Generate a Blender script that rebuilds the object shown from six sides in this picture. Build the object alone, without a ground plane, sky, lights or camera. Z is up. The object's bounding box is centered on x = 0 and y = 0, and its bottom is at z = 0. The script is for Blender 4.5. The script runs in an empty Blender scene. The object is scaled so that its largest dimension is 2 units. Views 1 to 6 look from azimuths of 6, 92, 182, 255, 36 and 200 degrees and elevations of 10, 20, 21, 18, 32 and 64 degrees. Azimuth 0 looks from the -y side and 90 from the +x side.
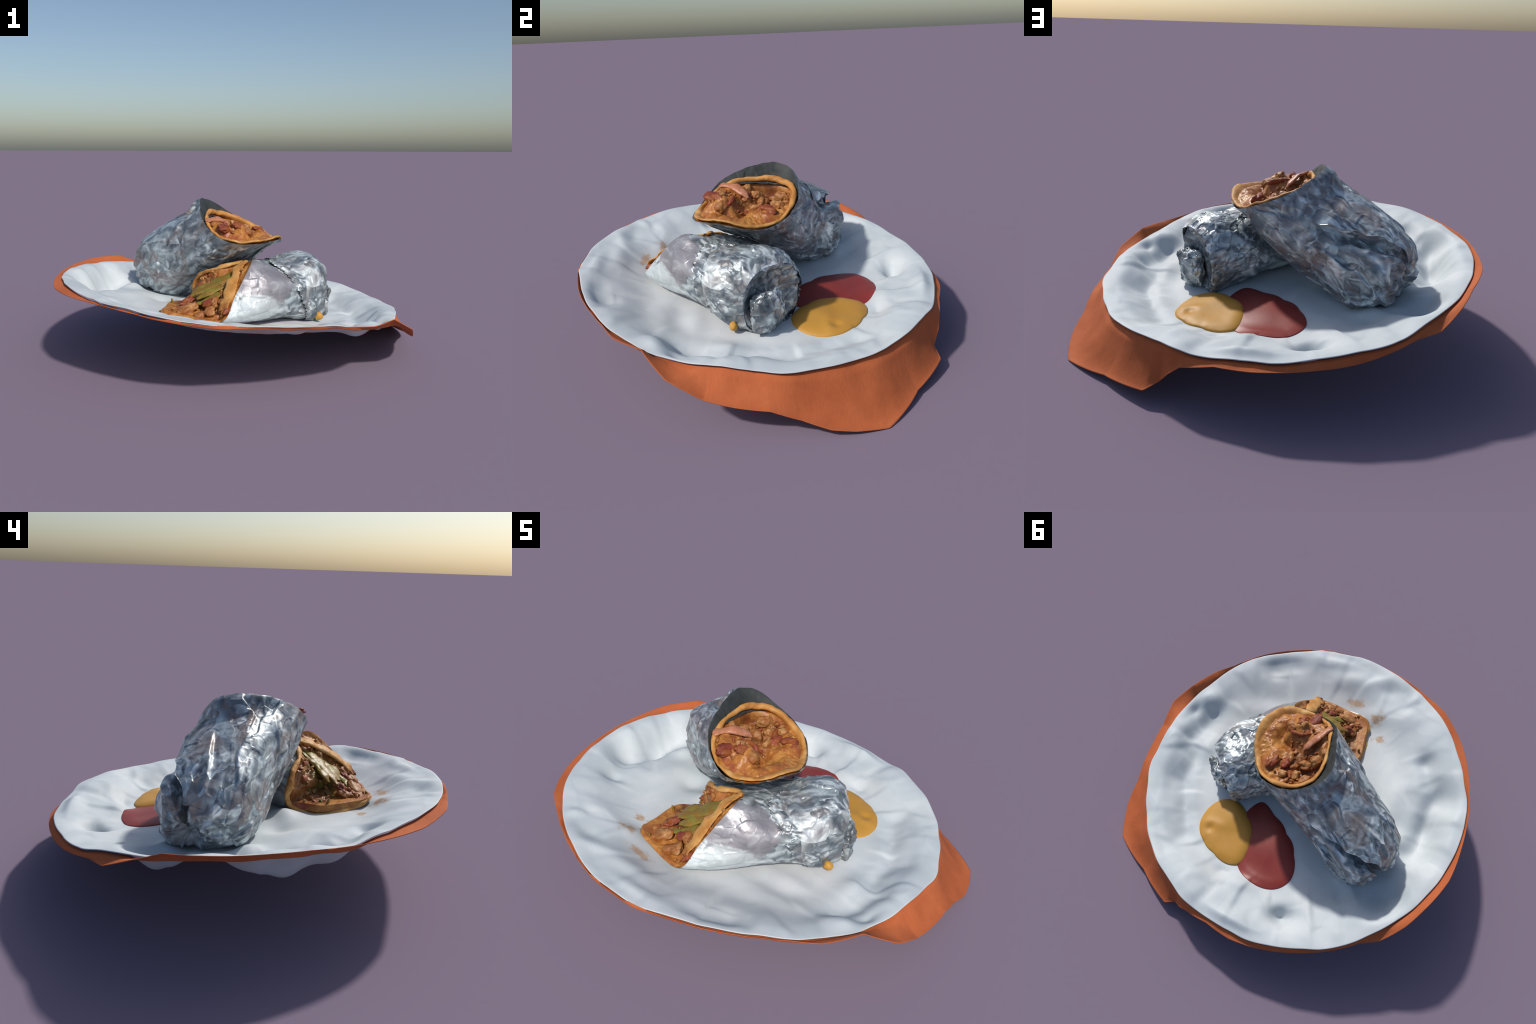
import bpy, math
import numpy as np

# ------------------------------------------------------------------ helpers
def unit(v):
    v = np.asarray(v, float)
    return v / np.linalg.norm(v)

def unit_rows(v):
    return v / (np.linalg.norm(v, axis=-1, keepdims=True) + 1e-12)

def smooth(a, b, x):
    t = np.clip((x - a) / (b - a), 0, 1)
    return t * t * (3 - 2 * t)

def hash3(ix, iy, iz, seed):
    h = (ix.astype(np.int64) * 374761393 + iy.astype(np.int64) * 668265263
         + iz.astype(np.int64) * 2147483647 + seed * 1274126177) & 0xFFFFFFFF
    h = ((h ^ (h >> 13)) * 1274126177) & 0xFFFFFFFF
    h = ((h ^ (h >> 16)) * 2246822519) & 0xFFFFFFFF
    return ((h ^ (h >> 15)) & 0xFFFFFF) / float(0xFFFFFF)

def vnoise(P, scale, seed=0):
    """smooth value noise, -1..1"""
    q = np.asarray(P, float) / scale
    i = np.floor(q).astype(np.int64)
    f = q - i
    f = f * f * f * (f * (f * 6 - 15) + 10)
    out = 0
    for dx in (0, 1):
        for dy in (0, 1):
            for dz in (0, 1):
                w = (f[..., 0] if dx else 1 - f[..., 0]) * (f[..., 1] if dy else 1 - f[..., 1]) * (f[..., 2] if dz else 1 - f[..., 2])
                out = out + w * hash3(i[..., 0] + dx, i[..., 1] + dy, i[..., 2] + dz, seed)
    return out * 2 - 1

def fbm(P, scale, seed=0, octaves=3):
    s, a, t = 0, 1, 0
    for k in range(octaves):
        s = s + a * vnoise(P, scale / 2 ** k, seed + 17 * k)
        t += a
        a *= .5
    return s / t

def crumple(P, scale, seed=0, sharp=30.0):
    """flat tilted facets meeting in creases, like crushed foil; about -1..1"""
    q = np.asarray(P, float) / scale
    i = np.floor(q).astype(np.int64)
    near, val = [], []
    for dx in (-1, 0, 1):
        for dy in (-1, 0, 1):
            for dz in (-1, 0, 1):
                c = (i[..., 0] + dx, i[..., 1] + dy, i[..., 2] + dz)
                s = np.stack([c[k] + .1 + .8 * hash3(*c, seed + k + 1) for k in range(3)], -1)
                g = np.stack([hash3(*c, seed + k + 11) * 2 - 1 for k in range(3)], -1)
                r = q - s
                near.append((r ** 2).sum(-1))
                val.append(.35 * (hash3(*c, seed + 21) * 2 - 1) + 1.25 * (g * r).sum(-1))
    near, val = np.array(near), np.array(val)
    w = np.exp(-sharp * (near - near.min(0)))
    return (w * val).sum(0) / w.sum(0)

MATS = {}
def new_object(name, verts, faces, mat, parent=None, base=(0, 0, 0), smooth_shade=True):
    base = np.asarray(base, float)
    me = bpy.data.meshes.new(name)
    me.from_pydata((np.asarray(verts, float) - base).tolist(), [], [tuple(int(k) for k in f) for f in faces])
    me.validate()
    me.update()
    if smooth_shade:
        me.polygons.foreach_set("use_smooth", [True] * len(me.polygons))
    me.materials.append(mat)
    ob = bpy.data.objects.new(name, me)
    bpy.context.scene.collection.objects.link(ob)
    if parent is not None:
        ob.parent = parent
    else:
        ob.location = base
    return ob

def grid_faces(rows, cols, closed=True, offset=0, flip=False):
    f = []
    for r in range(rows - 1):
        for c in range(cols if closed else cols - 1):
            a = offset + r * cols + c
            b = offset + r * cols + (c + 1) % cols
            q = (a, b, b + cols, a + cols)
            f.append(q[::-1] if flip else q)
    return f

def grid_normals(G, closed=True):
    """per-vertex normals of an (rows, cols, 3) grid"""
    if closed:
        dc = np.roll(G, -1, 1) - np.roll(G, 1, 1)
    else:
        dc = np.gradient(G, axis=1)
    dr = np.gradient(G, axis=0)
    n = np.cross(dc, dr)
    return n / (np.linalg.norm(n, axis=-1, keepdims=True) + 1e-12)

def empty(name, loc, label, category):
    e = bpy.data.objects.new(name, None)
    e.location = loc
    e.empty_display_size = .1
    bpy.context.scene.collection.objects.link(e)
    e["label"], e["category"] = label, category
    return e

# ---------------------------------------------------------------- materials
class Nodes:
    def __init__(self, name, rough=.5, metallic=0.0, spec=.5):
        self.m = bpy.data.materials.new(name)
        self.m.use_nodes = True
        self.t = self.m.node_tree
        self.b = self.t.nodes["Principled BSDF"]
        self.b.inputs["Roughness"].default_value = rough
        self.b.inputs["Metallic"].default_value = metallic
        self.b.inputs["Specular IOR Level"].default_value = spec
        self.co = self.t.nodes.new("ShaderNodeTexCoord").outputs["Object"]
    def n(self, kind, **kw):
        x = self.t.nodes.new("ShaderNode" + kind)
        for k, v in kw.items():
            setattr(x, k, v)
        return x
    def link(self, a, b):
        self.t.links.new(a, b)
    def mapping(self, scale=(1, 1, 1), rot=(0, 0, 0), loc=(0, 0, 0)):
        x = self.n("Mapping")
        x.inputs["Scale"].default_value = scale
        x.inputs["Rotation"].default_value = rot
        x.inputs["Location"].default_value = loc
        self.link(self.co, x.inputs["Vector"])
        return x.outputs[0]
    def noise(self, scale, detail=4, rough=.55, vec=None, dist=0.0, out="Fac"):
        x = self.n("TexNoise")
        x.inputs["Scale"].default_value = scale
        x.inputs["Detail"].default_value = detail
        x.inputs["Roughness"].default_value = rough
        x.inputs["Distortion"].default_value = dist
        self.link(vec or self.co, x.inputs["Vector"])
        return x.outputs[out]
    def voronoi(self, scale, vec=None, feature="F1", out="Distance", rnd=1.0):
        x = self.n("TexVoronoi", feature=feature)
        x.inputs["Scale"].default_value = scale
        x.inputs["Randomness"].default_value = rnd
        self.link(vec or self.co, x.inputs["Vector"])
        return x.outputs[out]
    def ramp(self, fac, stops, mode="LINEAR"):
        x = self.n("ValToRGB")
        cr = x.color_ramp
        cr.interpolation = mode
        while len(cr.elements) < len(stops):
            cr.elements.new(.5)
        for e, (p, c) in zip(cr.elements, stops):
            e.position = p
            e.color = (*c, 1) if len(c) == 3 else c
        self.link(fac, x.inputs["Fac"])
        return x.outputs["Color"]
    def mask(self, fac, a, b):
        x = self.n("MapRange", interpolation_type="SMOOTHSTEP")
        x.inputs["From Min"].default_value = a
        x.inputs["From Max"].default_value = b
        self.link(fac, x.inputs["Value"])
        return x.outputs["Result"]
    def math(self, op, a, b=None):
        x = self.n("Math", operation=op)
        for k, v in enumerate((a, b)):
            if v is None:
                continue
            if isinstance(v, (int, float)):
                x.inputs[k].default_value = v
            else:
                self.link(v, x.inputs[k])
        return x.outputs[0]
    def mix(self, fac, a, b, blend="MIX"):
        x = self.n("Mix", data_type="RGBA", blend_type=blend)
        if isinstance(fac, (int, float)):
            x.inputs[0].default_value = fac
        else:
            self.link(fac, x.inputs[0])
        for s, v in ((6, a), (7, b)):
            if isinstance(v, tuple):
                x.inputs[s].default_value = (*v, 1)
            else:
                self.link(v, x.inputs[s])
        return x.outputs[2]
    def near(self, p, r0, r1, squash=(1, 1, 1), wobble=None):
        """1 inside radius r0 of point p, 0 beyond r1 (object space)"""
        s = self.n("VectorMath", operation="SUBTRACT")
        s.inputs[1].default_value = p
        self.link(self.co, s.inputs[0])
        k = self.n("VectorMath", operation="MULTIPLY")
        k.inputs[1].default_value = squash
        self.link(s.outputs[0], k.inputs[0])
        l = self.n("VectorMath", operation="LENGTH")
        self.link(k.outputs[0], l.inputs[0])
        d = l.outputs["Value"]
        if wobble is not None:
            d = self.math("ADD", d, wobble)
        return self.mask(d, r1, r0)
    def bump(self, h, strength=.3, dist=.01):
        x = self.n("Bump")
        x.inputs["Strength"].default_value = strength
        x.inputs["Distance"].default_value = dist
        self.link(h, x.inputs["Height"])
        self.link(x.outputs[0], self.b.inputs["Normal"])
    def color(self, c):
        if isinstance(c, tuple):
            self.b.inputs["Base Color"].default_value = (*c, 1)
        else:
            self.link(c, self.b.inputs["Base Color"])
        return self.m

def plate_material():
    k = Nodes("glazed_white_plate", rough=.55, spec=.28)
    a = k.noise(3.2, 3, .5, dist=.6)
    base = k.ramp(a, [(.30, (.49, .545, .57)), (.5, (.57, .615, .63)), (.72, (.64, .675, .69))])
    fine = k.voronoi(9, vec=k.mapping((1, 1, 1)), out="Color")
    sep = k.n("SeparateColor")
    k.link(fine, sep.inputs[0])
    base = k.mix(k.math("MULTIPLY", sep.outputs[0], .30), base, (.42, .47, .52))
    # sauce smears beside the opened burrito
    wob = k.math("MULTIPLY", k.math("SUBTRACT", k.noise(28, 5, .7), .5), .17)
    stain = None
    for p, r, sq in (((-.40, -.452, .32), .055, (1, 1.6, .4)), ((-.36, -.575, .33), .06, (1.2, 1, .4)),
                     ((-.20, -.655, .32), .07, (.8, 1.8, .4))):
        s = k.near(p, r * .1, r * 1.0, sq, wob)
        stain = s if stain is None else k.math("MAXIMUM", stain, s)
    base = k.mix(k.math("MULTIPLY", stain, .7), base, (.42, .20, .035))
    halo = k.near((.14, -.40, .3), .32, .62, (1, 1, .3), wob)
    base = k.mix(k.math("MULTIPLY", halo, .22), base, (.52, .44, .42))
    k.bump(k.noise(9, 3), .05, .01)
    return k.color(base)

def cloth_material():
    k = Nodes("orange_cloth", rough=.8, spec=.2)
    a = k.noise(5, 5, .6)
    fib = k.noise(60, 4, .7, vec=k.mapping((1, 1, .12), rot=(0, 0, .4)))
    c = k.ramp(a, [(.3, (.42, .105, .036)), (.7, (.52, .14, .05))])
    c = k.mix(k.math("MULTIPLY", k.mask(fib, .5, .8), .35), c, (.34, .08, .03))
    k.bump(fib, .25, .006)
    return k.color(c)

def foil_material(name, seed, warm_reflection, reflection_bands=False, axis=(.805, .584, -.10)):
    k = Nodes(name, rough=.36, metallic=.35, spec=.5)
    big = k.noise(5, 2, .5, vec=k.mapping(loc=(seed, 0, 0)), out="Color")
    v = k.n("VectorMath", operation="MULTIPLY_ADD")
    k.link(big, v.inputs[0])
    v.inputs[1].default_value = (.10, .10, .10)
    dt = k.n("VectorMath", operation="DOT_PRODUCT")       # creases run long along the roll
    k.link(k.co, dt.inputs[0])
    dt.inputs[1].default_value = axis
    sc = k.n("VectorMath", operation="SCALE")
    sc.inputs[0].default_value = axis
    k.link(k.math("MULTIPLY", dt.outputs["Value"], .5), sc.inputs["Scale"])
    sb = k.n("VectorMath", operation="SUBTRACT")
    k.link(k.co, sb.inputs[0])
    k.link(sc.outputs[0], sb.inputs[1])
    k.link(sb.outputs[0], v.inputs[2])
    def facets(scale, jump):
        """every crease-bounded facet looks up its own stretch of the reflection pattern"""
        c = k.voronoi(scale, vec=v.outputs[0], out="Color")
        w = k.n("VectorMath", operation="MULTIPLY_ADD")
        k.link(c, w.inputs[0])
        w.inputs[1].default_value = (jump, jump, jump)
        k.link(v.outputs[0], w.inputs[2])
        return w.outputs[0], c
    va, ca = facets(9, .7)
    vb, cb = facets(21, .45)
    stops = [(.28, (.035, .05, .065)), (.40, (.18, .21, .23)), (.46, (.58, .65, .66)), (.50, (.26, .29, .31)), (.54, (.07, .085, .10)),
             (.60, (.38, .40, .41)), (.64, (.85, .92, .92)), (.69, (.34, .34, .36)), (.78, (.12, .135, .16))]  # dark and bright foil reflections, painted as base colour
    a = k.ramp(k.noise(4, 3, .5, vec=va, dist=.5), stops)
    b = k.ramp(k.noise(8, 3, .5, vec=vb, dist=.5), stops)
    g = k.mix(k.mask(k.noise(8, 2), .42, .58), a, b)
    sep = k.n("SeparateColor")
    k.link(ca, sep.inputs[0])
    sep2 = k.n("SeparateColor")
    k.link(cb, sep2.inputs[0])
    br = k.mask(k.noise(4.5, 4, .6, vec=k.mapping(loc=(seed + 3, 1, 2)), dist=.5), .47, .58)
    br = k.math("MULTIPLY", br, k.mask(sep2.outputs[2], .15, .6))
    g = k.mix(k.math("MULTIPLY", br, warm_reflection), g, (.21, .15, .13))  # brown reflection of the orange table, painted into the foil
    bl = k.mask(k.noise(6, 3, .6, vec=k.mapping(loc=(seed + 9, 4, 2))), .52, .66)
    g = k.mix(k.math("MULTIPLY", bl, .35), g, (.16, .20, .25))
    k.bump(k.math("ADD", k.noise(9, 2, .5, vec=vb), k.math("MULTIPLY", k.noise(60, 3, .6), .12)), .16, .010)
    bc = k.n("BrightContrast")
    bc.inputs["Bright"].default_value = .03
    bc.inputs["Contrast"].default_value = .16
    k.link(g, bc.inputs["Color"])
    g = k.mix(.16, bc.outputs[0], (.44, .49, .52))
    if reflection_bands:
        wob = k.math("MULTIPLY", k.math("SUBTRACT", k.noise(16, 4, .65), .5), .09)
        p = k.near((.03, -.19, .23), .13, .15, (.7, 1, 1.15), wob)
        g = k.mix(k.math("MULTIPLY", p, .78), g, (.27, .25, .275))  # mauve reflection painted on the upper front of the wrapper
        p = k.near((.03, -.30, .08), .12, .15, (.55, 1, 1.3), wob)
        g = k.mix(k.math("MULTIPLY", p, .7), g, (.68, .74, .74))  # bright reflection painted below the mauve one
    k.link(k.math("ADD", k.math("MULTIPLY", sep.outputs[1], .22), .26), k.b.inputs["Roughness"])
    return k.color(g)

def tortilla_material():
    k = Nodes("toasted_tortilla", rough=.55, spec=.35)
    a = k.noise(9, 5, .6, dist=.5)
    c = k.ramp(a, [(.28, (.30, .11, .025)), (.44, (.46, .20, .045)), (.58, (.57, .30, .09)), (.74, (.64, .42, .18))])
    spots = k.mask(k.noise(38, 3, .6), .62, .75)
    c = k.mix(k.math("MULTIPLY", spots, .5), c, (.30, .10, .03))
    k.bump(k.noise(30, 5), .3, .008)
    return k.color(c)

def filling_material(name, hollow, leaf=None):
    k = Nodes(name, rough=.42, spec=.45)
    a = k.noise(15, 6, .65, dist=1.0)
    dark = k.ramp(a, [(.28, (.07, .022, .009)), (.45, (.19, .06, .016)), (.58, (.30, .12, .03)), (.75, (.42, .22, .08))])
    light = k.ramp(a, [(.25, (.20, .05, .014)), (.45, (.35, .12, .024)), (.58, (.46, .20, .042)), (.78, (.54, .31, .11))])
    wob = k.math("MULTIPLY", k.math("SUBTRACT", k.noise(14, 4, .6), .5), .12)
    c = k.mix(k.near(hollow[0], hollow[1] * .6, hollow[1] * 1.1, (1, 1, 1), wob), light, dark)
    red = k.mask(k.noise(9, 3, .5, vec=k.mapping(loc=(4, 2, 7)), dist=.5), .56, .66)
    c = k.mix(k.math("MULTIPLY", red, .7), c, (.24, .035, .025))
    if leaf:
        g = k.ramp(k.noise(24, 4, .6, vec=k.mapping((1, 1, 1), (0, 0, .5))), [(.35, (.07, .065, .012)), (.7, (.19, .16, .028))])
        c = k.mix(k.math("MULTIPLY", k.near(leaf[0], leaf[1] * .5, leaf[1], (1, 1.2, 1), wob), .85), c, g)
    k.bump(k.noise(40, 5), .4, .006)
    return k.color(c)

def simple_material(name, lo, hi, scale=30, rough=.4, spec=.5, bump=.25, sauce=0.0):
    k = Nodes(name, rough=rough, spec=spec)
    info = k.n("ObjectInfo")
    a = k.noise(scale, 4, .6)
    f = k.math("ADD", k.math("MULTIPLY", a, .7), k.math("MULTIPLY", info.outputs["Random"], .3))
    c = k.ramp(f, [(.3, lo), (.75, hi)])
    if sauce:
        m = k.mask(k.noise(scale * 1.3, 4, .6, vec=k.mapping(loc=(3, 8, 1)), dist=.6), .40, .60)
        c = k.mix(k.math("MULTIPLY", m, sauce), c, (.27, .085, .018))
    k.bump(k.noise(scale * 2, 4), bump, .006)
    return k.color(c)

M_PLATE = plate_material()
M_CLOTH = cloth_material()
M_FOIL_A = foil_material("crumpled_foil", 1.0, .7, False, (-.785, .488, -.382))
M_FOIL_B = foil_material("bright_foil", 5.0, .35)
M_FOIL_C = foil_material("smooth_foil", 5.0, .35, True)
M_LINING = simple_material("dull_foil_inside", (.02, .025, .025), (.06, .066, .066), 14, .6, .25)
M_TORTILLA = tortilla_material()
M_MEAT = simple_material("chicken_meat", (.27, .10, .028), (.50, .27, .10), 22, .5, .35, .4, .8)
M_RED = simple_material("red_pepper", (.15, .028, .02), (.30, .06, .03), 18, .5, .3, .4, .7)
M_PINK = simple_material("pink_onion", (.40, .14, .07), (.52, .25, .15), 18, .42, .4, .3, .4)
M_GREEN = simple_material("green_pepper", (.13, .105, .014), (.24, .21, .03), 20, .42, .4, .4, .55)
M_MUSTARD = simple_material("mustard", (.47, .23, .035), (.54, .29, .06), 6, .5, .3, .1)
M_KETCHUP = simple_material("ketchup", (.22, .028, .022), (.30, .05, .038), 6, .42, .4, .1)

# ------------------------------------------------------------------- plate
PC = np.array([-.046, -.010])                       # centre of the plate
RIM_R = [.9338, .0016, .0085, .0039, -.0068, -.001, .0049, .0022, -.0009, -.0012, -.0018, .0002, .0008, .0004, .0027, .0017, .0006]
RIM_Z = [.3515, -.0985, -.0710, .0006, -.0004, -.0066, .0019, -.0045, -.0013, .0025, .0019, .0016, -.0006, .0030, -.0008]
def series(c, th):
    o = np.full_like(th, c[0])
    for k in range(1, (len(c) - 1) // 2 + 1):
        o = o + c[2 * k - 1] * np.cos(k * th) + c[2 * k] * np.sin(k * th)
    return o

def ring_noise(th, waves, seed):
    P = np.stack([np.cos(th) * waves / 6.283, np.sin(th) * waves / 6.283, 0 * th + seed * 3.7], -1)
    return vnoise(P, 1.0, seed)

def rim_radius(th):
    return series(RIM_R, th) + .008 * ring_noise(th, 44, 3)

def rim_height(th):
    return series(RIM_Z, th) + .011 * ring_noise(th, 38, 5)

# hollows (+) and swells (-) of the uneven plate: x, y, extra depth, sigma x, sigma y
DENTS = [(-.805, .04, .120, .065, .16), (-.825, -.18, .055, .06, .08), (-.655, .52, .075, .07, .085), (-.74, .47, .014, .05, .06),
         (-.16, .745, .080, .055, .045), (-.47, .44, -.030, .08, .07), (-.60, -.10, -.030, .09, .18), (-.65, .14, -.018, .05, .06),
         (-.48, -.60, -.022, .12, .07), (-.13, -.78, -.018, .12, .05), (-.68, -.42, -.006, .07, .07),
         (.70, -.44, -.035, .06, .05), (.10, .83, -.03, .10, .04), (.27, -.75, .008, .10, .07), (.23, .60, .02, .05, .03),
         (.34, .65, -.020, .09, .05), (.05, .45, -.012, .16, .18), (-.25, .58, -.018, .10, .10), (.36, -.45, -.018, .14, .05), (-.76, .36, .02, .06, .06),
         (.37, -.73, .032, .07, .06), (-.71, -.35, .045, .06, .06), (.78, -.33, .025, .05, .06), (.75, -.14, .025, .05, .05), (.73, .15, .022, .06, .08),
         (.55, .48, .028, .06, .06), (-.75, .21, .035, .06, .06), (-.22, .73, .03, .06, .05), (-.46, .53, .015, .06, .06), (-.38, -.76, .02, .07, .05),
         (.12, .63, -.02, .10, .05), (.40, -.30, -.012, .12, .05), (-.02, -.87, -.015, .10, .04), (.05, .87, -.012, .10, .03), (-.28, -.12, -.032, .07, .06), (-.88, -.14, .028, .05, .08), (-.75, -.26, .030, .05, .06),
         (.25, -.79, .018, .10, .05), (-.33, -.59, -.015, .08, .06), (.32, -.50, -.012, .10, .05), (.70, -.45, .028, .05, .05), (.56, .55, .018, .14, .14),
         (.11, .81, .016, .08, .05), (-.73, .45, .024, .05, .05), (-.52, .28, -.02, .06, .06), (-.43, -.05, .025, .06, .07), (.62, -.12, -.014, .06, .06), (-.68, .15, -.012, .05, .05)]
# troughs (+) and ridges (-) that follow the rim: middle angle, angular half width, rho, rho half width, depth
ARCS = [(15, 34, .765, .05, .030), (-20, 14, .83, .06, .045), (15, 34, .90, .04, -.006)]

def plate_z(x, y):
    dx, dy = x - PC[0], y - PC[1]
    th = np.arctan2(dy, dx)
    rho = np.hypot(dx, dy) / rim_radius(th)
    flat = series(RIM_Z[:3], th)
    z = RIM_Z[0] + rho * (flat - RIM_Z[0]) + smooth(.55, 1, rho) * (rim_height(th) - flat)
    depth = .003 + .100 * (1 - smooth(.60, 1.0, rho)) + .006 * smooth(.3, .62, rho) * (1 - smooth(.62, .8, rho))
    P = np.stack([x, y, 0 * x], -1)
    flange = smooth(.60, .80, rho) * (1 - .75 * smooth(.93, 1.0, rho))
    q = np.stack([np.cos(th) * 4.8, np.sin(th) * 4.8, rho * 2.0], -1)      # flutes: long along the radius
    waves = vnoise(q, 1.0, 8) * .8 + 1.1 * crumple(q * 1.2, 1.0, 18, 14)
    z = z - depth + .0105 * flange * waves + (.001 + .003 * flange) * vnoise(P, .3, 12) + .003 * flange * crumple(P, .15, 27, 16)
    for px, py, d, sx, sy in DENTS:
        z = z - d * (1 - smooth(.93, 1.0, rho)) * np.exp(-((x - px) / sx) ** 2 - ((y - py) / sy) ** 2)
    for a0, da, r0, dr, d in ARCS:
        da_ = (np.degrees(th) - a0 + 180) % 360 - 180
        z = z - d * np.exp(-(da_ / da) ** 2 - ((rho - r0) / dr) ** 2)
    return z

def build_plate():
    na, nr = 420, 150
    th = np.linspace(0, 2 * np.pi, na, endpoint=False)
    rr = np.linspace(.01, 1, nr) ** .8
    T, Rr = np.meshgrid(th, rr)
    R = rim_radius(T) * Rr
    x, y = PC[0] + R * np.cos(T), PC[1] + R * np.sin(T)
    top = np.stack([x, y, plate_z(x, y)], -1)
    edge = np.minimum(1, (1 - rr) / .02)[:, None]
    bot = top.copy()
    bot[..., 2] -= .003 + .007 * edge
    V = np.concatenate([top.reshape(-1, 3), bot.reshape(-1, 3)])
    n = na * nr
    F = grid_faces(nr, na) + grid_faces(nr, na, offset=n, flip=True)
    for c in range(na):
        a, b = (nr - 1) * na + c, (nr - 1) * na + (c + 1) % na
        F.append((a, b, b + n, a + n))
    F.append(tuple(range(na))[::-1])
    F.append(tuple(n + k for k in range(na)))
    ob = new_object("plate", V, F, M_PLATE)
    ob["label"] = "round white glazed plate with a wavy uneven rim"
    ob["category"] = "plate"
    return ob

# --------------------------------------------- orange cloth torn round the rim
# azimuth in degrees, radius, height of the torn outer edge
CLOTH = [(-47, .922, .343), (-39.5, .945, .327), (-29, .950, .325), (-20.5, 1.0, .245), (-12, .985, .165), (-4.8, .985, .138),
         (3.7, .99, .12), (10.7, 1.005, .075), (16.8, 1.045, .036), (22, 1.066, .018), (29.7, 1.091, .001), (44, 1.008, .03), (58.7, .994, .06),
         (61.5, .945, .095), (65, .95, .155), (68, .943, .195), (77, .93, .225), (86.5, .95, .234), (100, .955, .245),
         (112, .96, .254), (122, .972, .285), (129, .978, .31), (135, 1.012, .325), (143, 1.025, .39), (150, 1.022, .439), (161.6, 1.0246, .454), (172, 1.006, .458),
         (180, .999, .46), (195, 1.0, .455), (210, 1.01, .45), (223.3, 1.005, .455), (232, .978, .45), (240, .966, .446),
         (251, .957, .430), (270, .945, .405), (285, .928, .394), (300, .922, .374), (313, .922, .343)]

def build_cloth():
    na, nr = 720, 26
    az = np.array([c[0] for c in CLOTH])
    phi = np.linspace(0, 360, na, endpoint=False)
    p = np.where(phi > 313, phi - 360, phi)
    ro = np.interp(p, az, [c[1] for c in CLOTH])
    zo = np.interp(p, az, [c[2] for c in CLOTH])
    out = np.stack([ro * np.cos(np.radians(phi)), ro * np.sin(np.radians(phi)), zo], -1)
    th = np.arctan2(out[:, 1] - PC[1], out[:, 0] - PC[0])
    rows = []
    d = out[:, :2] - PC
    dist = np.hypot(d[:, 0], d[:, 1])
    rim = rim_radius(th)
    zr = plate_z(PC[0] + rim * .985 * np.cos(th), PC[1] + rim * .985 * np.sin(th)) - .014
    for t in np.linspace(0, 1, nr):
        fl = t ** 1.25
        r = (rim - .012) * (1 - fl) + np.maximum(dist, rim + .001) * fl + .014 * min(1, t * 8) * (1 - fl)
        z = zr + (zo - zr) * (1 - (1 - t) ** 1.45)
        P = np.stack([PC[0] + r * np.cos(th), PC[1] + r * np.sin(th), z], -1)
        P[:, 2] += .003 * vnoise(P, .07, 4) * t * (1 - t) * 4
        rows.append(P)
    G = np.array(rows)
    N = grid_normals(G)
    s = np.sign((N[nr // 2, :, :2] * (G[nr // 2, :, :2] - PC)).sum())
    back = G - N * s * .003
    V = np.concatenate([G.reshape(-1, 3), back.reshape(-1, 3)])
    V[:, 2] = np.maximum(V[:, 2], .0)
    n = na * nr
    F = grid_faces(nr, na, flip=True) + grid_faces(nr, na, offset=n)
    for c in range(na):
        c2 = (c + 1) % na
        F.append((c, c2, c2 + n, c + n))
        e = (nr - 1) * na
        F.append((e + c2, e + c, e + c + n, e + c2 + n))
    ob = new_object("tablecloth_scrap", V, F, M_CLOTH)
    ob["label"] = "torn orange cloth clinging under the plate rim"
    ob["category"] = "tablecloth"
    return ob

# ------------------------------------------------------------------- sauces
def build_sauce(name, mat, centre, outline, height, label, seed, dimple=None):
    ang = np.radians([o[0] for o in outline])
    rad = np.array([o[1] for o in outline])
    na, nr = 160, 60
    th = np.linspace(0, 2 * np.pi, na, endpoint=False)
    R = np.interp(th, np.r_[ang[-1] - 2 * np.pi, ang, ang[0] + 2 * np.pi], np.r_[rad[-1], rad, rad[0]])
    for _ in range(4):
        R = (np.roll(R, 1) + 2 * R + np.roll(R, -1)) / 4
    t = np.linspace(0.004, 1, nr) ** .75
    Rr = t[:, None] * R[None]
    x, y = centre[0] + Rr * np.cos(th), centre[1] + Rr * np.sin(th)
    P = np.stack([x, y, 0 * x], -1)
    prof = np.sqrt(np.clip(1 - t[:, None] ** 2.6, 0, 1))
    floor = sum(plate_z(x + .05 * math.cos(k), y + .05 * math.sin(k)) for k in range(6)) / 6
    floor = floor + (plate_z(x, y) - floor) * smooth(.75, 1.0, t)[:, None]
    z = floor + height * prof * (1 + .22 * vnoise(P, .13, seed)) - .006 * (t[:, None] > .995)
    if dimple:
        dd = np.hypot(x - dimple[0], y - dimple[1])
        z = z - .010 * np.exp(-(dd / .028) ** 2) + .005 * np.exp(-(((x - dimple[0]) / .09) ** 2 + ((y - dimple[1] + .03) / .03) ** 2))
    G = np.stack([x, y, z], -1)
    low = G[-1].copy()
    low[:, 2] -= .012
    V = np.concatenate([G.reshape(-1, 3), low])
    F = grid_faces(nr + 1, na)
    F.append(tuple(range(na))[::-1])
    F.append(tuple(nr * na + k for k in range(na)))
    base = (centre[0], centre[1], float(plate_z(np.array([centre[0]]), np.array([centre[1]]))[0]))
    ob = new_object(name, V, F, mat, base=base)
    ob["label"], ob["category"] = label, "sauce"
    return ob

def polar_outline(centre, pts):
    o = []
    for x, y in pts:
        a = math.degrees(math.atan2(y - centre[1], x - centre[0])) % 360
        o.append((a, math.hypot(x - centre[0], y - centre[1])))
    return sorted(o)

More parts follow.
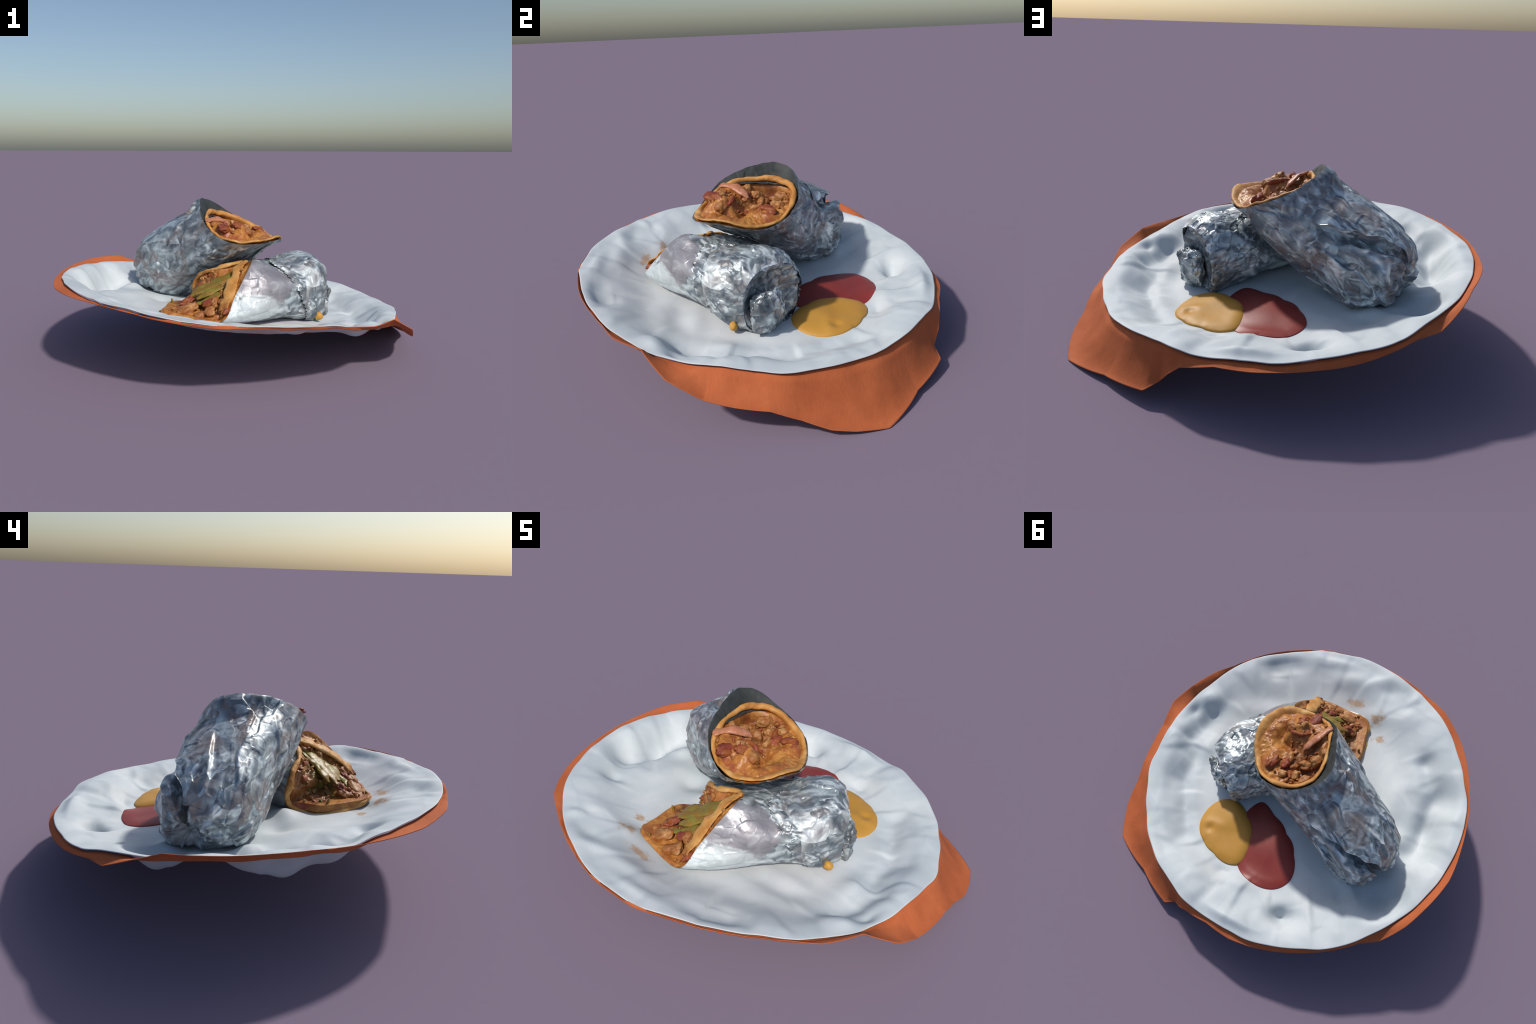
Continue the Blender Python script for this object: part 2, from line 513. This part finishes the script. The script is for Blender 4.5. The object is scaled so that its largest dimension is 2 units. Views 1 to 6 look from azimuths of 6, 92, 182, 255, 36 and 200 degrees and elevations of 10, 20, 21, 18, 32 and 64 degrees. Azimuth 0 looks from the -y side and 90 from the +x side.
# ------------------------------------------------------------------ burritos
class Roll:
    """rolled tube: sections (station, centre u, centre v, half width, half height) on a straight axis"""
    def __init__(self, origin, axis, sections, power=2.4):
        self.o = np.asarray(origin, float)
        self.d = unit(axis)
        self.u = unit(np.cross(self.d, (0, 0, 1)))
        self.v = np.cross(self.u, self.d)
        self.sec = np.array(sections)
        self.p = power
    def shape(self, s):
        st = self.sec[:, 0]
        return [self.ease(s, st, self.sec[:, k]) for k in range(1, 5)]
    @staticmethod
    def ease(s, st, val):
        # monotone cubic (Catmull-Rom with clipped slopes)
        m = np.gradient(val, st)
        i = np.clip(np.searchsorted(st, s) - 1, 0, len(st) - 2)
        h = st[i + 1] - st[i]
        t = np.clip((s - st[i]) / h, 0, 1)
        return ((2 * t ** 3 - 3 * t ** 2 + 1) * val[i] + (t ** 3 - 2 * t ** 2 + t) * h * m[i]
                + (-2 * t ** 3 + 3 * t ** 2) * val[i + 1] + (t ** 3 - t ** 2) * h * m[i + 1])
    def radius(self, s, th):
        cu, cv, hu, hv = self.shape(s)
        k = (np.abs(np.cos(th) / hu) ** self.p + np.abs(np.sin(th) / hv) ** self.p) ** (-1 / self.p)
        return cu, cv, k
    def point(self, s, th, extra=0.0):
        cu, cv, r = self.radius(s, th)
        r = r + extra
        a, b = cu + r * np.cos(th), cv + r * np.sin(th)
        return self.o + s[..., None] * self.d + a[..., None] * self.u + b[..., None] * self.v
    def local(self, P):
        q = np.asarray(P, float) - self.o
        return q @ self.d, q @ self.u, q @ self.v

def interp_loop(ang, val, th):
    """periodic smooth-ish interpolation of control values given by angle (degrees)"""
    a = np.asarray(ang, float)
    v = np.asarray(val, float)
    o = np.argsort(a)
    a, v = a[o], v[o]
    aa = np.r_[a - 360, a, a + 360]
    vv = np.concatenate([v, v, v])
    d = np.degrees(th) % 360
    if vv.ndim == 1:
        return Roll.ease(d, aa, vv)
    return np.stack([Roll.ease(d, aa, vv[:, k]) for k in range(vv.shape[1])], -1)

def lump(name, mat, parent, base, centre, size, frame, seed, rough=.25, power=2.0, bend=0.0, nu=28, nv=18):
    """irregular lump of food; frame = three axes as rows"""
    th = np.linspace(0, 2 * np.pi, nu, endpoint=False)
    ph = np.linspace(.02, np.pi - .02, nv)
    T, Ph = np.meshgrid(th, ph)
    sp = lambda a: np.sign(a) * np.abs(a) ** (2 / power)
    D = np.stack([sp(np.sin(Ph)) * sp(np.cos(T)), sp(np.sin(Ph)) * sp(np.sin(T)), sp(np.cos(Ph))], -1)
    nn = fbm(D + seed * 5.1, .75, seed, 4)
    D = D * (1 + rough * nn)[..., None] * np.asarray(size)
    D[..., 2] += bend * (D[..., 0] / size[0]) ** 2
    V = (D @ np.asarray(frame) + np.asarray(centre)).reshape(-1, 3)
    F = grid_faces(nv, nu, flip=True)
    F.append(tuple(range(nu)))
    F.append(tuple((nv - 1) * nu + k for k in range(nu))[::-1])
    return new_object(name, V, F, mat, parent, base)

def scatter(parent, base, kinds, place, seed):
    """many shreds of food too small to name, joined per kind"""
    r = np.random.default_rng(seed)
    for mat, count in kinds:
        V, F = [], []
        for _ in range(count):
            nu, nv = 12, 8
            T, Ph = np.meshgrid(np.linspace(0, 2 * np.pi, nu, endpoint=False), np.linspace(.05, np.pi - .05, nv))
            D = np.stack([np.sin(Ph) * np.cos(T), np.sin(Ph) * np.sin(T), np.cos(Ph)], -1)
            D = D * (1 + .5 * vnoise(D + r.uniform(0, 90), .8, 3))[..., None] * r.uniform([.008, .006, .005], [.020, .012, .009])
            Q, _q = np.linalg.qr(r.normal(size=(3, 3)))
            n0 = len(V) * nu * nv
            V.append((D @ Q + place(r)).reshape(-1, 3))
            F += grid_faces(nv, nu, offset=n0, flip=True)
            F.append(tuple(n0 + k for k in range(nu)))
            F.append(tuple(n0 + (nv - 1) * nu + k for k in range(nu))[::-1])
        ob = new_object("filling_shreds", np.concatenate(V), F, mat, parent, base)
        ob["kind"] = "stuff"

def strip(name, mat, parent, base, path, width, thick, normal, seed, wave=.0, n=40, m=12):
    """flattened strip of food along a path of control points"""
    path = np.asarray(path, float)
    t = np.linspace(0, 1, len(path))
    ts = np.linspace(0, 1, n)
    C = np.stack([Roll.ease(ts, t, path[:, k]) for k in range(3)], -1)
    tan = np.gradient(C, axis=0)
    tan /= np.linalg.norm(tan, axis=1)[:, None]
    nor = np.asarray(normal, float) - (tan @ np.asarray(normal, float))[:, None] * tan
    nor /= np.linalg.norm(nor, axis=1)[:, None]
    sid = np.cross(tan, nor)
    a = np.linspace(0, 2 * np.pi, m, endpoint=False)
    tap = np.clip(np.sin(np.pi * np.clip(ts, .03, .97)) ** .35, .15, 1)
    nz = vnoise(C + seed, .05, seed)
    G = (C[:, None] + sid[:, None] * (np.cos(a) * width)[None, :, None] * (tap * (1 + .45 * nz))[:, None, None]
         + nor[:, None] * (np.sin(a) * thick)[None, :, None] * tap[:, None, None]
         + nor[:, None] * (wave * nz)[:, None, None])
    G = G + nor[:, None] * (.007 * fbm(G, .045, seed + 2))[..., None] + sid[:, None] * (.008 * fbm(G, .05, seed + 5))[..., None]
    V = G.reshape(-1, 3)
    F = grid_faces(n, m)
    F.append(tuple(range(m))[::-1])
    F.append(tuple((n - 1) * m + k for k in range(m)))
    return new_object(name, V, F, mat, parent, base)

# ---- upper burrito: whole roll leaning on the other, cut end up
A = Roll((.035, -.05, .70), (-.595, .37, -.29),
         [(-.2, -.020, -.020, .244, .123), (-.05, -.014, -.013, .243, .143), (.1, -.012, -.008, .236, .166), (.25, -.015, -.007, .222, .200),
          (.4, -.012, -.020, .208, .217), (.55, -.008, -.030, .200, .222), (.68, .004, -.024, .202, .196), (.77, .020, -.004, .178, .142), (.825, .034, -.004, .10, .08)], 2.8)
CUT_C = np.array([.045, -.06, .69])
CUT_N = np.array([.36522, -.11697, .92354])
CUT_A = np.array([-.30502, -.95235, 0.0])
CUT_B = np.array([.87953, -.28169, -.38350])
CUT_R = [.249, .001, -.0296, .0052, .0245, .0077, -.0005, -.0054, -.0028, -.0043, .0017]
CUT_H = [.0106, .0124, .0202, -.022, .0064, -.0126, -.004]

def cut_point(th, rho, h=0.0):
    """point on the cut face of the upper burrito: loop angle, 0..1 of the rim radius, height over the rim"""
    r = series(CUT_R, th) * rho
    hh = series(CUT_H, th) * rho ** 1.5 + h
    return CUT_C + (r * np.cos(th))[..., None] * CUT_A + (r * np.sin(th))[..., None] * CUT_B + hh[..., None] * CUT_N

def tube_from_loop(roll, loop, s_first, s_last, ns, seam=None, seed=0, end_fold=.02, crush=(.014, .0042), sag=0.0):
    """skin lofted from an oblique edge loop into the sections of a roll, closed at the far end, crumpled"""
    s0, a0, b0 = roll.local(loop)
    th = np.unwrap(np.arctan2(b0, a0))
    rows = []
    for t in np.linspace(0, 1, ns):
        s = s0 + (s_last - s0) * t ** 1.0
        P = roll.point(s, th)
        k = smooth(0, 1, (s - s0) / np.maximum(s_first - s0, .12))
        rim = roll.o + s[:, None] * roll.d + a0[:, None] * roll.u + b0[:, None] * roll.v
        rows.append(rim * (1 - k)[:, None] + P * k[:, None])
    G = np.array(rows)
    N = grid_normals(G)
    if (N * (G - G.mean(1, keepdims=True))).sum() < 0:
        N = -N
    S = np.array([(g - roll.o) @ roll.d for g in G])
    TH = np.broadcast_to(th, S.shape)
    t = np.linspace(0, 1, ns)[:, None]
    fade = smooth(0, .06, t)
    endk = smooth(s_last - .22, s_last - .02, S)
    Gs = G - .5 * ((G - roll.o) @ roll.d)[..., None] * roll.d      # creases run long along the roll
    disp = crush[0] * crumple(Gs, .14, seed, 45) + crush[1] * crumple(Gs, .06, seed + 40, 40) + .001 * crumple(G, .03, seed + 80)
    disp = disp * (.25 + .75 * fade) * (1 + .5 * endk)
    if end_fold:
        disp = disp + end_fold * endk * (np.abs(((TH * 9 / 6.283 + .6 * vnoise(G, .1, seed + 3)) % 1) - .5) * 2 - .5)
    if seam is not None:
        disp = disp + seam(S, TH)
    G = G + N * disp[..., None]
    if sag:
        deg = np.degrees(TH) % 360
        ex = sag * np.exp(-((deg - 236) / 20) ** 2) * smooth(.08, .2, S) * (1 - smooth(.4, .62, S))
        ex = ex + .022 * np.exp(-((deg - 318) / 24) ** 2) * smooth(.0, .1, S) * (1 - smooth(.35, .55, S))
        G = G + (ex * np.cos(TH))[..., None] * roll.u + (ex * np.sin(TH))[..., None] * roll.v
    return G, N

def close_tube(G, out, name, mat, parent, base, caps):
    cols = G.shape[1]
    c = G[-1].mean(0)
    rings = []
    for q, dpt in caps:
        ring = c + (G[-1] - c) * q + out * dpt
        rings.append(ring + out * (.012 * crumple(ring, .05, 77))[:, None])
    Gx = np.concatenate([G, np.array(rings)])
    F = grid_faces(len(Gx), cols)
    F.append(tuple((len(Gx) - 1) * cols + k for k in range(cols)))
    return new_object(name, Gx.reshape(-1, 3), F, mat, parent, base)

def seam_edge(S):
    """angle at which the overlapping foil edge lies, along the upper burrito"""
    return np.interp(S, [.30, .37, .48, .58, .69, .76, .84], [24, 32, 43, 54, 67, 80, 95]) + 1.6 * np.sin(S * 60)

def seam_a(S, TH):
    """hollow under the overlapping foil edge"""
    ang = np.degrees(TH)
    edge = seam_edge(S)
    d = ((ang - edge + 180) % 360) - 180
    on = smooth(.30, .40, S)
    step = smooth(2, 14, d) * (1 - smooth(70, 150, d))
    groove = np.exp(-((d + 7) / 11) ** 2)
    return on * (.010 * step - (.040 * smooth(.40, .58, S) + .012) * groove)

def build_upper():
    base = np.array([-.45, .25, .24])
    root = empty("burrito", base, "half burrito in crumpled foil, cut end facing up", "burrito")
    na = 460
    th = np.linspace(0, 2 * np.pi, na, endpoint=False)
    rim = cut_point(th, np.full(na, 1.012), np.full(na, -.004))
    rise = interp_loop([0, 190, 207, 222, 236, 250, 266, 288, 314, 338, 350], [0, 0, .02, .28, .85, 1.08, 1.05, .80, .45, .12, .02], th)
    rise = np.clip(rise, 0, 1.15) + .05 * (rise > .3) * vnoise(rim, .03, 44)
    flap = np.array([-.034, .008, .056])
    loop = rim + rise[:, None] * flap
    G, N = tube_from_loop(A, loop, .20, .825, 300, seam_a, 3, .014, sag=-.035)
    G[..., 2] = np.maximum(G[..., 2], plate_z(G[..., 0], G[..., 1]) - .004)
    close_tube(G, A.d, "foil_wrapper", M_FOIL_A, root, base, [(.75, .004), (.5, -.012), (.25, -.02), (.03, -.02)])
    # overlapping outer sheet of foil with a free edge
    ss, tt = np.meshgrid(np.linspace(.34, .80, 150), np.linspace(0, 1, 120), indexing="ij")
    an = np.radians(seam_edge(ss) - 2.5 + 100 * tt)
    lift = (.002 + .018 * (1 - tt) ** 2.5) * smooth(.34, .44, ss) + .003 - .012 * smooth(.80, 1, tt)
    Sg = A.point(ss, an, lift)
    Ss = Sg - .5 * ((Sg - A.o) @ A.d)[..., None] * A.d
    rad = unit_rows(Sg - (A.o + ss[..., None] * A.d))
    Sg = Sg + rad * (.013 * crumple(Ss, .14, 3, 45) + .004 * crumple(Ss, .06, 43, 40) + .001 * crumple(Sg, .03, 83) + .003)[..., None]
    nS = ss.size
    V = np.concatenate([Sg.reshape(-1, 3), (Sg - rad * .004).reshape(-1, 3)])
    F = grid_faces(150, 120, False) + grid_faces(150, 120, False, nS, True)
    for k in range(149):
        F.append((k * 120 + nS, (k + 1) * 120 + nS, (k + 1) * 120, k * 120))
    for k in range(119):
        e = 149 * 120
        F.append((e + k, e + k + 1, e + k + 1 + nS, e + k + nS))
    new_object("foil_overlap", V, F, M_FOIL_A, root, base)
    # dull inner side of the foil where it stands up behind the cut
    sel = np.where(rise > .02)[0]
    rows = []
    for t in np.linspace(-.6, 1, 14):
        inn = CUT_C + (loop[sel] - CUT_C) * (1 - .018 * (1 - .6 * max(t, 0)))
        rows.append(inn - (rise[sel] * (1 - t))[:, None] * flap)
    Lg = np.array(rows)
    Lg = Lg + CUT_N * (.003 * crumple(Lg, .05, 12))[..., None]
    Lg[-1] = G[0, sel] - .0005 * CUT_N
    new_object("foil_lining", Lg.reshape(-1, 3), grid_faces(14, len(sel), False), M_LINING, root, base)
    # tortilla: outer lip, rounded edge and the inner wall
    T = np.broadcast_to(th, (26, na))
    prof = [(.955, -.012), (.968, -.009), (.978, -.005), (.980, .000), (.962, .004), (.94, .003), (.918, -.002), (.905, -.012)] + [(.90, -.03), (.90, -.06), (.90, -.12)]
    low = np.exp(-((np.degrees(th) - 85) / 60) ** 2)      # the broad folded lip on the low side
    rows = []
    for q, h in prof:
        rho = .985 - (.985 - q) * (1.25 + 1.3 * low + .5 * vnoise(np.stack([np.cos(th), np.sin(th), 0 * th], -1), .35, 6))
        rows.append(cut_point(th, rho, max(h, -.014) * np.ones(na) + .010 * low) + A.d * max(0, -h - .014) * .8)
    R = np.array(rows)
    R = R + CUT_N * (.006 * vnoise(R, .06, 9) + .003 * vnoise(R, .025, 19))[..., None]
    new_object("tortilla", R.reshape(-1, 3), grid_faces(len(prof), na, flip=True), M_TORTILLA, root, base)
    # filling bed: sunken on the high side, heaped on the near side
    def bed(x, y):
        g = lambda px, py, sx, sy: np.exp(-((x - px) / sx) ** 2 - ((y - py) / sy) ** 2)
        h = -.012 - .080 * g(-.085, -.13, .10, .075) - .070 * g(-.06, -.22, .12, .05) + .014 * g(0, .13, .25, .07)
        h = h + .074 * g(.120, .000, .075, .075) - .055 * g(.005, .025, .032, .06) + .030 * g(-.12, .05, .07, .035) - .035 * g(.06, .085, .06, .02)
        h = h + .025 * g(.17, -.10, .06, .06)
        P0 = np.stack([x, y, 0 * x], -1)
        return h + .010 * fbm(P0, .06, 5) + .006 * crumple(P0, .05, 8, 8) + .004 * fbm(P0, .02, 15)
    nr = 90
    rho = np.linspace(.95, .01, nr)
    Rg, Tg = np.meshgrid(rho, th, indexing="ij")
    x = series(CUT_R, Tg) * Rg * np.cos(Tg)
    y = series(CUT_R, Tg) * Rg * np.sin(Tg)
    h = bed(x, y)
    h = h * (1 - smooth(.80, .93, Rg)) + (-.012 - .03 * np.exp(-((np.degrees(Tg) - 265) / 60) ** 2)) * smooth(.80, .93, Rg)
    Fg = cut_point(Tg, Rg, h)
    faces = grid_faces(nr, na, flip=True)
    faces.append(tuple((nr - 1) * na + k for k in range(na))[::-1])
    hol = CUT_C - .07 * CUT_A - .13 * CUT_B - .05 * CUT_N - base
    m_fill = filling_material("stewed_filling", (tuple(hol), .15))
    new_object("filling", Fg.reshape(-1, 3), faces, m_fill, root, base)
    fr = np.array([CUT_A, CUT_B, CUT_N])
    def at(a, b, h):
        return CUT_C + a * CUT_A + b * CUT_B + h * CUT_N
    rng = np.random.default_rng(4)
    def spun(k):
        c, s = math.cos(k), math.sin(k)
        return np.array([c * fr[0] + s * fr[1], -s * fr[0] + c * fr[1], fr[2]])
    def on(a, b, lift=0.0):
        return at(a, b, float(bed(np.array([a]), np.array([b]))[0]) + lift)
    for i, (a, b, l, sx, sy, sz) in enumerate([(-.140, -.180, .012, .042, .024, .024), (-.050, -.125, .018, .036, .028, .024), (-.125, -.110, .008, .028, .026, .02),
                                (-.055, -.035, .004, .034, .018, .02), (.125, -.028, -.004, .024, .02, .016), (.055, -.20, .004, .034, .022, .024),
                                (-.09, -.075, .004, .026, .02, .018), (.0, -.165, .004, .036, .03, .024), (-.165, -.065, .002, .026, .02, .018), (.098, .035, -.012, .046, .034, .026), (.03, -.10, .002, .03, .026, .022)]):
        lump("meat_chunk", M_MEAT, root, base, on(a, b, l), (sx, sy, sz), spun(rng.uniform(0, 3)), 20 + i, .5, 2.2)
    for i, (a, b, l, sx, sy, sz) in enumerate([(.185, -.045, -.008, .046, .030, .016), (-.135, .015, -.004, .044, .022, .018), (-.092, -.03, -.002, .034, .026, .02),
                                (-.145, -.085, .0, .032, .022, .018), (.14, -.005, -.008, .03, .02, .012)]):
        lump("red_pepper_piece", M_RED, root, base, on(a, b, l), (sx, sy, sz), spun(rng.uniform(-.5, .5)), 50 + i, .7, 2.4)
    strip("red_pepper_piece", M_RED, root, base, [on(.105, -.075, .0), on(.070, -.045, .006), on(.060, .0, .008), on(.070, .045, .002)], .012, .012, CUT_A, 13, .004)
    strip("onion_strip", M_PINK, root, base, [at(.188, -.155, .008), at(.160, -.155, .020), at(.10, -.14, .022), at(.045, -.11, .006), at(.01, -.085, -.012)], .021, .010, CUT_N, 3, .004)
    scatter(root, base, [(M_MEAT, 46), (M_RED, 22)], lambda r: on(r.uniform(-.19, .19), r.uniform(-.20, .03), -.001), 5)
    return root

# ---- lower burrito: opened wedge of filling, foil round the rest
B = Roll((.10, -.25, .42), (.80, .58, -.10),
         [(-.25, -.002, .010, .286, .203), (-.1, -.018, -.006, .269, .182), (.05, -.035, -.020, .249, .158), (.2, -.050, -.019, .232, .155),
          (.3, -.052, -.014, .208, .182), (.39, -.070, -.018, .182, .188), (.43, -.078, -.024, .166, .174), (.46, -.082, -.028, .145, .150)])
# edge of the opened end, going round: angle about the axis -> point in space
MOUTH = [(-97, (-.319, -.535, .342)), (-62, (-.15, -.60, .325)), (-25.8, (.012, -.614, .333)), (5, (.055, -.535, .43)), (54, (.120, -.374, .578)), (94, (.08, -.253, .553)),
         (146, (-.10, -.24, .505)), (168, (-.185, -.18, .46)), (188, (-.23, -.148, .38)), (206, (-.225, -.155, .30)), (218, (-.265, -.215, .280)), (232, (-.333, -.29, .288)), (245, (-.33, -.44, .303))]

def face_point(th, rho, h=0.0):
    """point on the slanted open face of the lower burrito"""
    rim = interp_loop([m[0] % 360 for m in MOUTH], [m[1] for m in MOUTH], th)
    return rim

def build_lower():
    base = np.array([.15, -.22, .25])
    root = empty("burrito", base, "opened half burrito in foil, filling spilling out", "burrito")
    na = 460
    # loop parameter spread by angle about the roll axis
    th = np.linspace(0, 2 * np.pi, na, endpoint=False)
    loop = face_point(th, 1)
    # skin
    s0, a0, b0 = B.local(loop)
    G, N = tube_from_loop(B, loop, .10, .44, 300, None, 11, .010, (.006, .0022))
    G[..., 2] = np.maximum(G[..., 2], plate_z(G[..., 0], G[..., 1]) + .001)
    ang = np.degrees(th) % 360
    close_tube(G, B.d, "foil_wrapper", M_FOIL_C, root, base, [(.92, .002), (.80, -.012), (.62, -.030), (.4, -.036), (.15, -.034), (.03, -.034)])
    # second foil layer gathered round the tail, with a torn zigzag edge
    ns = 90
    S0 = interp_loop([0, 30, 60, 90, 130, 180, 230, 290, 330], [.20, .12, .08, .14, .2, .2, .2, .33, .28], th)
    zig = .006 * (np.abs((th * 60 / 6.283) % 1 - .5) * 4 - 1)
    rows = []
    for t in np.linspace(0, 1, ns):
        s = S0 + zig * (1 - t) + (.445 - S0) * t
        rows.append(B.point(s, th, .006 + .003 * (t < .02)))
    L = np.array(rows)
    NL = grid_normals(L)
    if (NL * (L - L.mean(1, keepdims=True))).sum() < 0:
        NL = -NL
    dl = .012 * crumple(L, .11, 61, 40) + .007 * crumple(L, .05, 71) + .002 * crumple(L, .024, 75)
    dl = dl * .8 + .002
    L = L + NL * dl[..., None]
    L[..., 2] = np.maximum(L[..., 2], plate_z(L[..., 0], L[..., 1]) + .005)
    n = L.shape[0] * na
    V = np.concatenate([L.reshape(-1, 3), (L - NL * .004).reshape(-1, 3)])
    F = grid_faces(ns, na) + grid_faces(ns, na, offset=n, flip=True)
    for c in range(na):
        c2 = (c + 1) % na
        F.append((c2, c, c + n, c2 + n))
    new_object("foil_overlap", V, F, M_FOIL_B, root, base)
    # gathered knob of foil at the tail
    kc = np.array([.446, .050, .302])
    fr = np.array([B.d, -B.u, B.v])
    knob = lump("foil_knob", M_FOIL_B, root, base, kc, (.050, .098, .100), fr, 5, .22, 2.8, 0, 110, 70)
    co = np.array([v.co[:] for v in knob.data.vertices]) + base
    nr = np.array([v.normal[:] for v in knob.data.vertices])
    co = co + nr * (.014 * crumple(co, .075, 91) + .006 * crumple(co, .035, 95) - .004)[:, None]
    for v, c in zip(knob.data.vertices, co - base):
        v.co = c
    lump("tail_fold", M_FOIL_B, root, base, (.432, -.085, .31), (.035, .040, .10), fr, 15, .35, 2.6, 0, 60, 40)
    # open face
    nr_ = 80
    cen = np.array([-.12, -.40, .385])
    rho = np.linspace(1.0, .01, nr_)
    Fg = cen + (loop[None] - cen) * rho[:, None, None]
    up = np.array([-.35, -.35, .87])
    P = Fg
    bulge = .045 * np.exp(-((P[..., 0] + .25) / .07) ** 2 - ((P[..., 1] + .27) / .08) ** 2)
    dome = -.012 * (1 - rho ** 2)[:, None]
    h = dome + bulge * smooth(1.0, .85, rho)[:, None] + (.018 * fbm(P, .08, 25) + .012 * crumple(P, .05, 28, 8) + .006 * fbm(P, .022, 35)) * smooth(1.0, .9, rho)[:, None]
    Fg = Fg + up * h[..., None]
    Fg[..., 2] = np.maximum(Fg[..., 2], plate_z(Fg[..., 0], Fg[..., 1]) + .030 * smooth(1.0, .95, rho)[:, None] + .010)
    faces = grid_faces(nr_, na, flip=True)
    faces.append(tuple((nr_ - 1) * na + k for k in range(na))[::-1])
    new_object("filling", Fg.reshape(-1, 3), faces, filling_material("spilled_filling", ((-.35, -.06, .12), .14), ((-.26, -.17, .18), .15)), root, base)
    fr = np.array([unit(np.cross((0, 1, 0), up)), unit(np.cross(up, np.cross((0, 1, 0), up))), unit(up)])
    def spun(k):
        c, s = math.cos(k), math.sin(k)
        return np.array([c * fr[0] + s * fr[1], -s * fr[0] + c * fr[1], fr[2]])
    dn = np.array([.008, .008, -.032])
    # tortilla: a strip beside the foil edge and curled sheets along the top
    strip("tortilla", M_TORTILLA, root, base, [(.075, -.265, .560), (.045, -.355, .535), (.030, -.45, .485), (.02, -.54, .42), (-.005, -.60, .352)], .030, .010, up, 4, .010, 70, 24)
    idx = [int(round(a / 360 * na)) % na for a in (84, 105, 125, 146, 160, 172, 184, 196, 208, 220, 232, 245, 256, 264)]
    strip("tortilla", M_TORTILLA, root, base, [cen + (loop[q] - cen) * .965 + up * .006 for q in idx], .017, .012, up, 9, .004, 160, 16)
    for i, (p, q, r) in enumerate([((-.215, -.425, .425), (-.09, -.385, .48), (.03, -.325, .535)), ((-.16, -.455, .425), (-.07, -.425, .468), (.01, -.385, .505)),
                                   ((-.18, -.495, .40), (-.09, -.48, .43), (-.02, -.45, .47)), ((-.20, -.385, .435), (-.10, -.355, .485), (.0, -.31, .53))]):
        strip("green_pepper_strip", M_GREEN, root, base, [np.array(w) + dn for w in (p, q, r)], .028, .009, up, 30 + i, .006, 50, 14)
    for i, (p, sz, k) in enumerate([((-.19, -.52, .388), (.050, .036, .022), .3), ((-.055, -.505, .425), (.032, .022, .02), 1.0), ((-.265, -.52, .362), (.05, .034, .016), .2),
                                    ((-.075, -.56, .392), (.035, .028, .018), 2.0), ((.0, -.55, .42), (.052, .020, .018), .9), ((-.13, -.565, .365), (.045, .03, .018), .1),
                                    ((-.24, -.45, .385), (.035, .03, .016), 1.4), ((-.02, -.52, .432), (.02, .015, .014), .1)]):
        lump("meat_chunk", M_MEAT, root, base, np.array(p) + dn, sz, spun(k), 80 + i, .5, 2.2)
    for i, (p, sz, k) in enumerate([((-.215, -.445, .405), (.045, .028, .016), .4), ((-.09, -.505, .418), (.035, .024, .02), .2), ((.015, -.585, .404), (.030, .018, .018), 1.2),
                                    ((-.27, -.30, .325), (.04, .05, .03), .1), ((-.15, -.25, .465), (.05, .02, .014), .2)]):
        lump("red_pepper_piece", M_RED, root, base, np.array(p) + dn, sz, spun(k), 110 + i, .7, 2.4)
    def on_face(r):
        k = int(r.integers(0, na))
        f = Fg[int(r.integers(8, nr_)), k]
        return f + up * .001
    scatter(root, base, [(M_MEAT, 70), (M_RED, 24), (M_GREEN, 20)], on_face, 9)
    lump("mustard_drop", M_MUSTARD, root, base, (.462, -.112, .232), (.026, .020, .022), np.eye(3), 140, .2)
    return root

build_plate()
build_cloth()
mc = (.305, .345)
build_sauce("mustard_pool", M_MUSTARD, mc, polar_outline(mc, [(.472, .373), (.475, .29), (.448, .222), (.392, .17), (.31, .16), (.21, .24), (.139, .372), (.136, .466), (.153, .53), (.214, .548), (.326, .508), (.416, .453)]),
            .034, "smooth yellow mustard pool with a small dimple", 3, (.40, .37))
kc = (.02, .40)
build_sauce("ketchup_pool", M_KETCHUP, kc, polar_outline(kc, [(.22, .19), (.157, .113), (.059, .188), (-.048, .277), (-.13, .386), (-.156, .444), (-.159, .533), (-.115, .591), (-.06, .617), (.045, .614), (.16, .546), (.20, .46), (.23, .36), (.24, .27)]),
            .016, "glossy dark red ketchup pool beside the mustard", 7)
build_upper()
build_lower()
